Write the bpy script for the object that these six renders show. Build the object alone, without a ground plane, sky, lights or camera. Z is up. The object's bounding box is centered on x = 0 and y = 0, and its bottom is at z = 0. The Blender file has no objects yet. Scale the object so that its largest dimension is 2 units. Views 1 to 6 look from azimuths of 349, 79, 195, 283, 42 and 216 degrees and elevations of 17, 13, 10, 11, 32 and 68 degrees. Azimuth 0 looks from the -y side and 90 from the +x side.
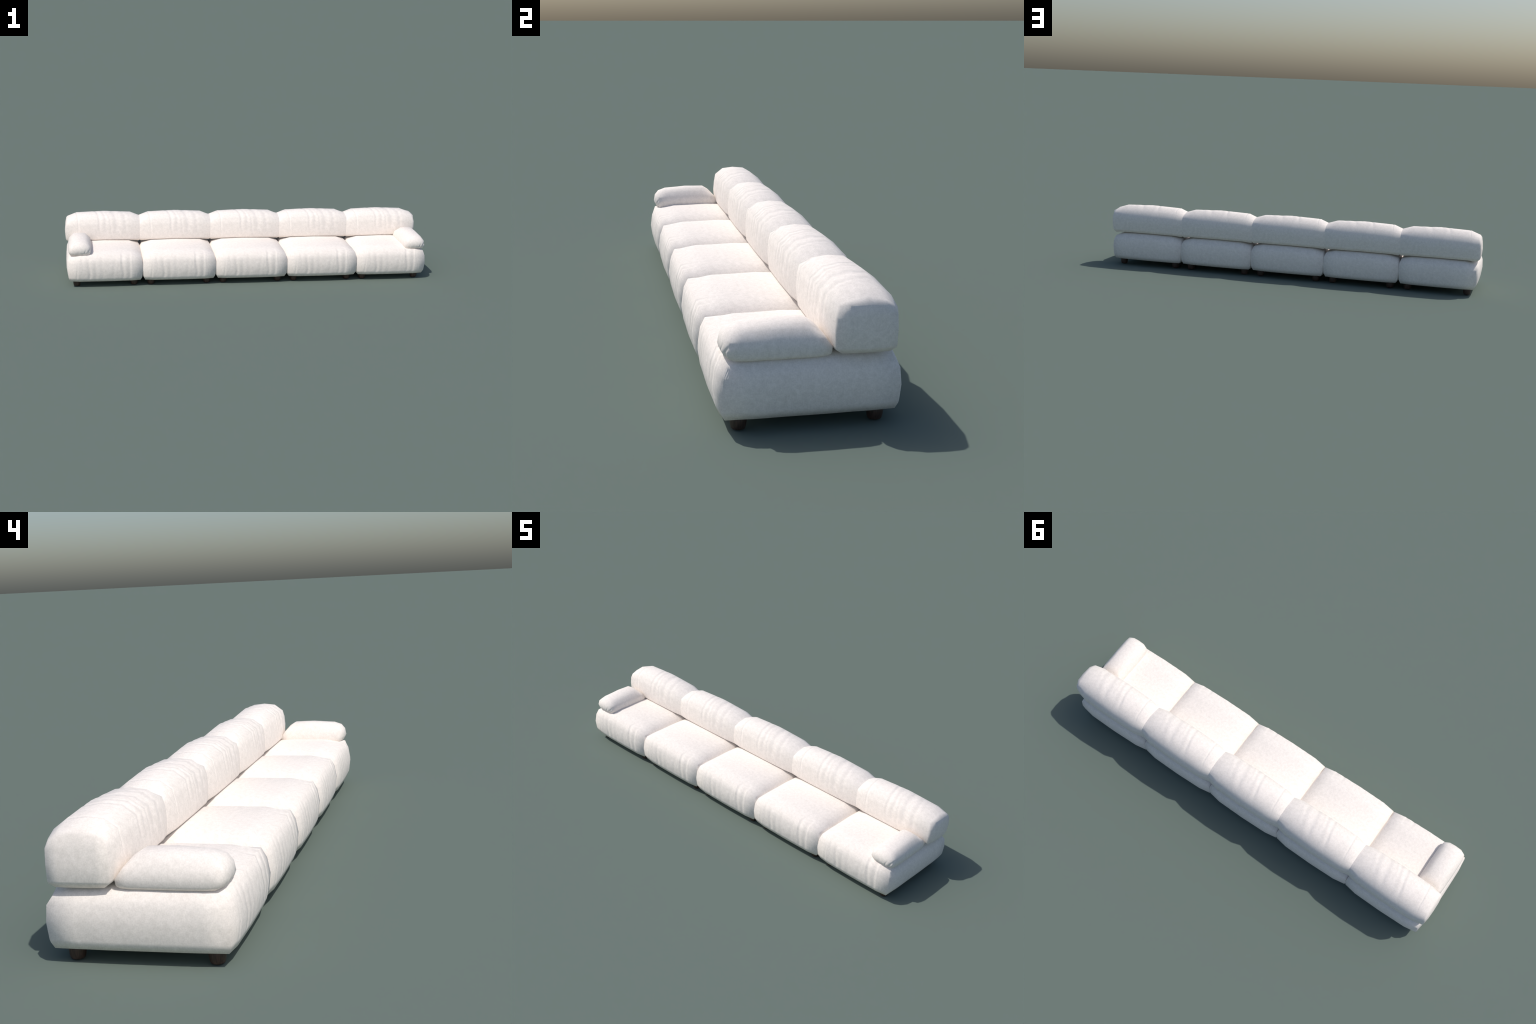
"""Five-seat modular sofa: plump off-white fabric seats, back cushions and two
armrest cushions on short round dark-wood legs.  Every cushion is a soft box cage
(levels from bottom to top, columns across, rows front to back) that is finely
tessellated, then creased with procedural gathers."""
import bpy
import math
import numpy as np

PITCH = 0.393        # distance between neighbouring seat modules
RELIEF_SHADE = 2.0    # cloth gathers shade a little deeper than they are
SHIFT = -0.005        # whole row sits a hair to the left of the box centre
# ----------------------------------------------------------------- cage -----
def lerp(a, b, t):
    return a + (b - a) * t


class Level:
    """One horizontal ring of a cushion: half width and front/back edges at the
    corners, and how far the middles of the sides are pushed out or up."""

    def __init__(self, z, hx, front, back, bow_x=0.0, bow_front=0.0, bow_back=0.0, lift=0.0):
        self.z, self.hx, self.front, self.back = z, hx, front, back
        self.bow_x, self.bow_front, self.bow_back, self.lift = bow_x, bow_front, bow_back, lift


ROW_FULLNESS = [0.0, 0.78, 1.0, 0.78, 0.0]   # how much of a side's bow each row takes


def cushion_cage(levels, columns, crown, rows, right=None):
    """Points on the surface of a box grid.  `columns` lists, from the outer edge to
    the middle, (x, fullness); x above 1 marks a share of the ring's half width in
    percent.  `crown` holds for the same columns the (y, z) of each row over the top.
    `right` gives extra (x, z) fullness of the right-hand end per level and row."""
    top, n = len(levels), 2 * len(columns) - 1
    points = {}
    for i in range(n):
        c = min(i, n - 1 - i)
        sign = -1.0 if i < n // 2 else (1.0 if i > n // 2 else 0.0)
        place, full = columns[c]
        for j in range(5):
            for k in range(top + 1):
                if not (k in (0, top) or i in (0, n - 1) or j in (0, 4)):
                    continue
                lv = levels[min(k, top - 1)]
                hx = crown_half[0] if k == top else lv.hx
                x = place / 100 * hx if place > 1 else place
                if k == top:
                    y, z = crown[c][j]
                else:
                    row = ROW_FULLNESS[j] if c == 0 else 0.0
                    x += lv.bow_x * row
                    y = lerp(lv.front, lv.back, (rows[j] + 1) / 2)
                    y += {0: -lv.bow_front, 4: lv.bow_back}.get(j, 0.0) * full
                    z = lv.z + (lv.lift * full if j in (0, 4) else 0.0)
                if right and i == n - 1:
                    x, z = x + right[k][j][0], z + right[k][j][1]
                points[i, j, k] = (sign * x, y, z)
    quads = []
    for k in range(top):
        for i in range(n - 1):
            quads.append(("xz", (i, 0, k), (i + 1, 0, k), (i + 1, 0, k + 1), (i, 0, k + 1)))
            quads.append(("xz", (i + 1, 4, k), (i, 4, k), (i, 4, k + 1), (i + 1, 4, k + 1)))
        for j in range(4):
            e = n - 1
            quads.append(("yz", (0, j + 1, k), (0, j, k), (0, j, k + 1), (0, j + 1, k + 1)))
            quads.append(("yz", (e, j, k), (e, j + 1, k), (e, j + 1, k + 1), (e, j, k + 1)))
    for i in range(n - 1):
        for j in range(4):
            quads.append(("xy", (i, j, top), (i + 1, j, top), (i + 1, j + 1, top), (i, j + 1, top)))
            quads.append(("xy", (i + 1, j, 0), (i, j, 0), (i, j + 1, 0), (i + 1, j + 1, 0)))
    return points, quads


crown_half = [0.0]


# ----------------------------------------------------------- tessellation ---
def vertex_normals(verts, quads):
    n = np.zeros_like(verts)
    p = verts[quads]
    for c in range(4):
        a, b, d = p[:, c], p[:, (c + 1) % 4], p[:, (c + 3) % 4]
        u, v = b - a, d - a
        u /= np.linalg.norm(u, axis=1)[:, None] + 1e-12
        v /= np.linalg.norm(v, axis=1)[:, None] + 1e-12
        cr = np.cross(u, v)
        s = np.linalg.norm(cr, axis=1)
        ang = np.arctan2(s, (u * v).sum(1))
        np.add.at(n, quads[:, c], cr / (s[:, None] + 1e-12) * ang[:, None])
    return n / (np.linalg.norm(n, axis=1)[:, None] + 1e-12)


def soft_mesh(name, cage, counts, relief, round_off=0.0):
    """Tessellate the cage, keep the soft shading of its smooth normals and push
    the surface in and out by relief(points, normals)."""
    points, quads = cage
    keys = list(points)
    index = {k: n for n, k in enumerate(keys)}
    cv = np.array([points[k] for k in keys])
    cq = np.array([[index[k] for k in q[1:]] for q in quads])
    cn = vertex_normals(cv, cq)

    weld, verts, norms, faces = {}, [], [], []
    for (kind, *_), ids in zip(quads, cq):
        corner, normal = cv[ids], cn[ids]
        a, b = counts[kind[0]], counts[kind[1]]
        if kind[0] == "x":                      # cuts per column, outer to middle
            column = min(keys[ids[0]][0], keys[ids[1]][0])
            a = a[min(column, 2 * len(a) - 1 - column)]
        grid = np.empty((a + 1, b + 1), int)
        for p in range(a + 1):
            for q in range(b + 1):
                u, v = p / a, q / b
                w = np.array([(1 - u) * (1 - v), u * (1 - v), u * v, (1 - u) * v])
                co = w @ corner
                no = w @ normal
                if round_off:
                    lift = sum(w[c] * (((corner[c] - co) @ normal[c]) * normal[c]) for c in range(4))
                    co = co + round_off * lift
                key = (round(co[0] * 2e5), round(co[1] * 2e5), round(co[2] * 2e5))
                if key not in weld:
                    weld[key] = len(verts)
                    verts.append(co)
                    norms.append(no / np.linalg.norm(no))
                grid[p, q] = weld[key]
        for p in range(a):
            for q in range(b):
                faces.append((grid[p, q], grid[p + 1, q], grid[p + 1, q + 1], grid[p, q + 1]))
    verts, norms, faces = np.array(verts), np.array(norms), np.array(faces)
    flat = vertex_normals(verts, faces)
    height = relief(verts, norms)[:, None]
    pushed = verts + norms * height
    soft = norms + RELIEF_SHADE * (vertex_normals(pushed, faces) - flat)
    soft /= np.linalg.norm(soft, axis=1)[:, None]

    mesh = bpy.data.meshes.new(name)
    mesh.from_pydata(pushed.tolist(), [], faces.tolist())
    mesh.polygons.foreach_set("use_smooth", [True] * len(mesh.polygons))
    mesh.normals_split_custom_set_from_vertices(soft.tolist())
    mesh.update()
    return mesh


# ---------------------------------------------------------------- relief ----
def ramp(x, a, b):
    t = np.clip((x - a) / (b - a), 0, 1)
    return t * t * (3 - 2 * t)


def valley(x, centre, width, skew=0.0):
    """A gather: a little valley, steeper on one side, with a faint shoulder."""
    t = (x - centre) / width
    t = t / (1 + skew * np.tanh(t))
    return -np.exp(-t * t) + 0.22 * (np.exp(-((t - 1.9) ** 2)) + np.exp(-((t + 1.9) ** 2)))


def lumps(p, scale, seed):
    """Cheap smooth noise from a few sine waves in fixed random directions."""
    rng = np.random.default_rng(seed)
    out = np.zeros(len(p))
    for _ in range(14):
        d = rng.normal(size=3)
        d *= rng.uniform(0.6, 1.4) / scale / np.linalg.norm(d) * 2 * math.pi
        out += np.sin(p @ d + rng.uniform(0, 6.28))
    return out / 14 ** 0.5


def seat_relief(p, n):
    x, y, z = p.T
    front = ramp(-n[:, 1], 0.28, 0.75) * ramp(z, 0.036, 0.06)
    side = 1 - ramp(np.abs(x), 0.165, 0.19)
    sway = (z - 0.11) * 0.06 + 0.002 * np.sin(z * 60)
    high = ramp(z, 0.06, 0.13)
    low = 1 - ramp(z, 0.12, 0.175)
    d = 0.0011 * valley(x - 0.6 * sway, -0.147, 0.0045) * lerp(1.0, 0.35, high)
    d = d + 0.0017 * valley(x + sway, -0.086, 0.0085) * low
    d = d + 0.0008 * valley(x, -0.052, 0.009) * low
    d = d + 0.0006 * valley(x + sway, -0.018, 0.010)
    d = d + 0.0006 * valley(x - sway, 0.045, 0.010)
    d = d + 0.0019 * valley(x + sway, 0.090, 0.0082, 0.1) * lerp(0.6, 1.0, high)
    d = d + 0.0011 * valley(x, 0.127, 0.0075, -0.2)
    d = d + 0.0004 * valley(x - sway, 0.066, 0.0045) * high
    d = d + 0.0004 * valley(x + sway, -0.118, 0.0050) * high
    d = d + 0.0004 * valley(x + 2 * sway, 0.150, 0.0040)
    d = d + 0.0006 * valley(x - sway, -0.178, 0.007)
    dent = 0.0012 * np.exp(-((y + 0.178) / 0.010) ** 2 - ((z - 0.085) / 0.022) ** 2) * ramp(-n[:, 0], 0.3, 0.8)
    return 0.55 * d * front * (0.08 + 0.92 * side) - 0.6 * dent + 0.00016 * lumps(p, 0.10, 3)


def back_relief(p, n):
    x, y, z = p.T
    front = 1 - ramp(y, 0.03, 0.09)
    zone = lerp(1.0, ramp(z, 0.205, 0.275), front) * (1 - ramp(y, 0.15, 0.195)) * ramp(z, 0.2, 0.24)
    side = 1 - ramp(np.abs(x), 0.16, 0.19)
    lean = 0.20 * np.clip(y - 0.050, 0, 0.2) - 0.05 * (0.31 - z)   # folds slant over the top
    wander = 0.0010 * np.sin(z * 55 + x * 30) + 0.0010 * np.sin(y * 70 + x * 45)
    u = x + lean + wander
    over = 1 - 0.65 * ramp(y, 0.08, 0.12)
    d = 0.0013 * valley(x + 0.5 * lean, -0.1390, 0.0038, 0.3)
    d = d + 0.0016 * valley(u, -0.0225, 0.0088, 0.2)
    d = d + 0.0013 * valley(u, 0.0085, 0.0088, -0.15) * over
    d = d + 0.0017 * valley(u, 0.0680, 0.0135, 0.2)
    d = d + 0.0012 * valley(u, 0.1180, 0.0095, -0.1) * over
    d = d + 0.0007 * valley(u - wander * 3, 0.0370, 0.0050) * front
    d = d + 0.0004 * valley(u, -0.0750, 0.0090) * front
    return 0.58 * d * zone * (0.3 + 0.7 * side) + 0.00016 * lumps(p, 0.10, 8)


def arm_relief(p, n):
    x, y, z = p.T
    zone = ramp(-y, 0.155, 0.19) * (1 - ramp(z, 0.185, 0.222))
    lean = (z - 0.175) * 0.55
    d = 0.0022 * valley(x - lean, 0.036, 0.0038)
    d = d + 0.0012 * valley(x - 0.7 * lean, 0.020, 0.0036)
    d = d + 0.0011 * valley(x + 0.3 * lean, -0.031, 0.0036)
    d = d + 0.0005 * valley(x, -0.008, 0.005)
    return 0.6 * d * zone + 0.00015 * lumps(p, 0.07, 5)


# ------------------------------------------------------------- materials ----
def node(tree, kind, **inputs):
    n = tree.nodes.new(kind)
    for key, value in inputs.items():
        n.inputs[key.replace("_", " ")].default_value = value
    return n


def fabric_material():
    m = bpy.data.materials.new("cream_boucle_fabric")
    m.use_nodes = True
    t = m.node_tree
    t.nodes.clear()
    out = t.nodes.new("ShaderNodeOutputMaterial")
    bsdf = node(t, "ShaderNodeBsdfPrincipled", Roughness=0.95)
    bsdf.inputs["Specular IOR Level"].default_value = 0.15
    t.links.new(bsdf.outputs[0], out.inputs[0])
    co = t.nodes.new("ShaderNodeTexCoord").outputs["Object"]

    def noise(scale, detail, rough):
        n = node(t, "ShaderNodeTexNoise", Scale=scale, Detail=detail, Roughness=rough)
        t.links.new(co, n.inputs["Vector"])
        return n.outputs["Fac"]

    def math_node(op, a, b):
        n = t.nodes.new("ShaderNodeMath")
        n.operation = op
        for s, v in zip(n.inputs, (a, b)):
            if isinstance(v, (int, float)):
                s.default_value = v
            else:
                t.links.new(v, s)
        return n.outputs[0]

    cloud, fleck = noise(85, 2, 0.5), noise(300, 2, 0.6)
    mix = math_node("ADD", math_node("MULTIPLY", cloud, 0.42), math_node("MULTIPLY", fleck, 0.58))
    ramp_node = t.nodes.new("ShaderNodeValToRGB")
    e = ramp_node.color_ramp.elements
    e[0].position, e[0].color = 0.34, (*FABRIC_DARK, 1)
    e[1].position, e[1].color = 0.66, (*FABRIC_LIGHT, 1)
    t.links.new(mix, ramp_node.inputs[0])
    t.links.new(ramp_node.outputs[0], bsdf.inputs["Base Color"])
    bump = node(t, "ShaderNodeBump", Strength=0.12, Distance=0.0010)
    t.links.new(noise(420, 2, 0.6), bump.inputs["Height"])
    t.links.new(bump.outputs[0], bsdf.inputs["Normal"])
    return m


FABRIC_DARK = (0.805, 0.745, 0.690)
FABRIC_LIGHT = (0.965, 0.895, 0.838)


def wood_material():
    m = bpy.data.materials.new("dark_walnut_wood")
    m.use_nodes = True
    t = m.node_tree
    bsdf = t.nodes["Principled BSDF"]
    bsdf.inputs["Roughness"].default_value = 0.5
    co = t.nodes.new("ShaderNodeTexCoord").outputs["Object"]
    stretch = t.nodes.new("ShaderNodeMapping")
    stretch.inputs["Scale"].default_value = (1, 1, 0.06)
    t.links.new(co, stretch.inputs["Vector"])
    grain = node(t, "ShaderNodeTexNoise", Scale=420, Detail=4, Roughness=0.6)
    t.links.new(stretch.outputs[0], grain.inputs["Vector"])
    r = t.nodes.new("ShaderNodeValToRGB")
    r.color_ramp.elements[0].position, r.color_ramp.elements[0].color = 0.32, (0.026, 0.014, 0.010, 1)
    r.color_ramp.elements[1].position, r.color_ramp.elements[1].color = 0.70, (0.088, 0.050, 0.036, 1)
    t.links.new(grain.outputs["Fac"], r.inputs[0])
    t.links.new(r.outputs[0], bsdf.inputs["Base Color"])
    return m


# ----------------------------------------------------------------- parts ----
def seat_mesh():
    levels = [
        Level(0.0335, 0.1840, -0.1960, 0.1965, 0.004, 0.008, 0.009, -0.001),
        Level(0.0490, 0.1915, -0.2025, 0.2020, 0.006, 0.009, 0.012),
        Level(0.0560, 0.1932, -0.2045, 0.2035, 0.0065, 0.009, 0.0125),
        Level(0.0950, 0.1965, -0.2090, 0.2066, 0.009, 0.010, 0.0130),
        Level(0.1350, 0.1945, -0.2030, 0.2035, 0.009, 0.011, 0.013, 0.002),
    ]
    columns = [(100, 0.0), (0.135, 0.78), (0.0, 1.0)]
    crown_half[0] = 0.187
    crown = [
        [(-0.191, 0.1615), (-0.130, 0.1645), (0.0, 0.1650), (0.130, 0.161), (0.188, 0.157)],
        [(-0.199, 0.1710), (-0.130, 0.183), (0.0, 0.185), (0.130, 0.178), (0.197, 0.169)],
        [(-0.201, 0.1730), (-0.130, 0.187), (0.0, 0.189), (0.130, 0.181), (0.200, 0.172)],
    ]
    return soft_mesh("seat_cushion", cushion_cage(levels, columns, crown, [-1, -0.68, 0, 0.68, 1]),
                     {"x": [26, 52], "y": 14, "z": 9}, seat_relief)


def back_mesh():
    levels = [
        Level(0.1740, 0.1890, 0.0690, 0.1810, 0.003, 0.012, 0.015, 0.007),
        Level(0.1860, 0.2020, 0.0540, 0.1900, 0.003, 0.014, 0.019, 0.005),
        Level(0.1920, 0.2045, 0.0525, 0.1915, 0.003, 0.014, 0.019, 0.004),
        Level(0.2300, 0.2060, 0.0500, 0.1918, 0.0045, 0.014, 0.0232),
        Level(0.2630, 0.2045, 0.0520, 0.1908, 0.003, 0.013, 0.0235),
    ]
    columns = [(100, 0.0), (96.5, 0.14), (0.147, 0.78), (0.0, 1.0)]
    crown_half[0] = 0.2015
    crown = [
        [(0.0610, 0.2830), (0.0810, 0.2890), (0.1250, 0.2950), (0.1650, 0.2880), (0.1825, 0.2795)],
        [(0.0560, 0.2870), (0.0820, 0.2980), (0.1250, 0.3055), (0.1660, 0.2950), (0.1855, 0.2830)],
        [(0.0475, 0.2930), (0.0770, 0.3155), (0.1180, 0.3205), (0.1590, 0.3165), (0.1925, 0.2920)],
        [(0.0440, 0.2950), (0.0750, 0.3205), (0.1180, 0.3272), (0.1630, 0.3215), (0.1960, 0.2960)],
    ]
    full = [(0, 0), (0.004, 0), (0.006, 0), (0.005, 0), (0, 0)]
    fuller = [(0.003, 0), (0.0065, 0), (0.009, 0), (0.006, 0), (0.0035, 0)]
    right = [[(0, 0)] * 5, full, full, fuller, fuller,
             [(-0.001, 0.003), (0.0075, 0.003), (0.0100, -0.001), (0.0095, 0.0030), (0.0035, 0.0015)]]
    return soft_mesh("back_cushion", cushion_cage(levels, columns, crown, [-1, -0.6, 0, 0.6, 1], right),
                     {"x": [6, 18, 54], "y": 10, "z": 9}, back_relief)


def arm_mesh():
    levels = [
        Level(0.1700, 0.0470, -0.1720, 0.0340, 0.005, 0.009, 0.004, 0.0),
        Level(0.1755, 0.0510, -0.1820, 0.0430, 0.0065, 0.010, 0.005),
        Level(0.1795, 0.0522, -0.1850, 0.0450, 0.0068, 0.011, 0.005),
        Level(0.1925, 0.0545, -0.1895, 0.0460, 0.0070, 0.013, 0.005),
        Level(0.2150, 0.0510, -0.1850, 0.0280, 0.0065, 0.013, 0.005),
    ]
    columns = [(100, 0.0), (0.030, 0.85)]
    crown_half[0] = 0.0420
    crown = [
        [(-0.1740, 0.2270), (-0.1500, 0.2330), (-0.0750, 0.2355), (-0.0050, 0.2330), (0.0100, 0.2280)],
        [(-0.1830, 0.2310), (-0.1560, 0.2405), (-0.0750, 0.2460), (-0.0050, 0.2445), (0.0140, 0.2330)],
    ]
    columns.append((0.0, 1.0))
    crown.append([(-0.1850, 0.2320), (-0.1570, 0.2425), (-0.0750, 0.2480), (-0.0050, 0.2465), (0.0150, 0.2340)])
    return soft_mesh("armrest_cushion", cushion_cage(levels, columns, crown, [-1, -0.78, 0, 0.78, 1]),
                     {"x": [8, 14], "y": 16, "z": 8}, arm_relief)


def leg_mesh():
    """Short turned peg: straight barrel, rounded foot."""
    profile = [(0.0, 0.0), (0.0130, 0.0), (0.0152, 0.0007), (0.0166, 0.0025), (0.0178, 0.0065),
               (0.0190, 0.0125), (0.0197, 0.020), (0.0200, 0.0345), (0.0, 0.0345)]
    n = 40
    verts, faces = [], []
    for r, z in profile[1:-1]:
        verts += [(r * math.cos(2 * math.pi * a / n), r * math.sin(2 * math.pi * a / n), z) for a in range(n)]
    rings = len(profile) - 2
    for k in range(rings - 1):
        for a in range(n):
            b = (a + 1) % n
            faces.append((k * n + a, k * n + b, (k + 1) * n + b, (k + 1) * n + a))
    faces.append(tuple(reversed(range(n))))
    faces.append(tuple(range((rings - 1) * n, rings * n)))
    mesh = bpy.data.meshes.new("leg")
    mesh.from_pydata(verts, [], faces)
    mesh.polygons.foreach_set("use_smooth", [len(f) == 4 for f in faces])
    mesh.update()
    return mesh


# -------------------------------------------------------------- assembly ----
def place(name, mesh, parent, location):
    o = bpy.data.objects.new(name, mesh)
    bpy.context.scene.collection.objects.link(o)
    o.parent = parent
    o.location = location
    return o


def build():
    fabric, wood = fabric_material(), wood_material()
    seat, back, arm, leg = seat_mesh(), back_mesh(), arm_mesh(), leg_mesh()
    for mesh in (seat, back, arm):
        mesh.materials.append(fabric)
    leg.materials.append(wood)

    sofa = place("modular_sofa", None, None, (0, 0, 0))
    sofa["label"] = "long low five-seat modular sofa in off-white fabric"
    sofa["category"] = "sofa"
    for k in range(5):
        cx = (k - 2) * PITCH + SHIFT
        s = place("seat_cushion", seat, sofa, (cx, 0, 0))
        place("back_cushion", back, sofa, (cx, 0, 0))
        for lx in (-0.151, 0.151):
            for ly in (-0.161, 0.159):
                place("leg", leg, s, (lx, ly, 0))
    for cx in (-0.924, 0.919):
        place("armrest_cushion", arm, sofa, (cx, 0, 0))


build()
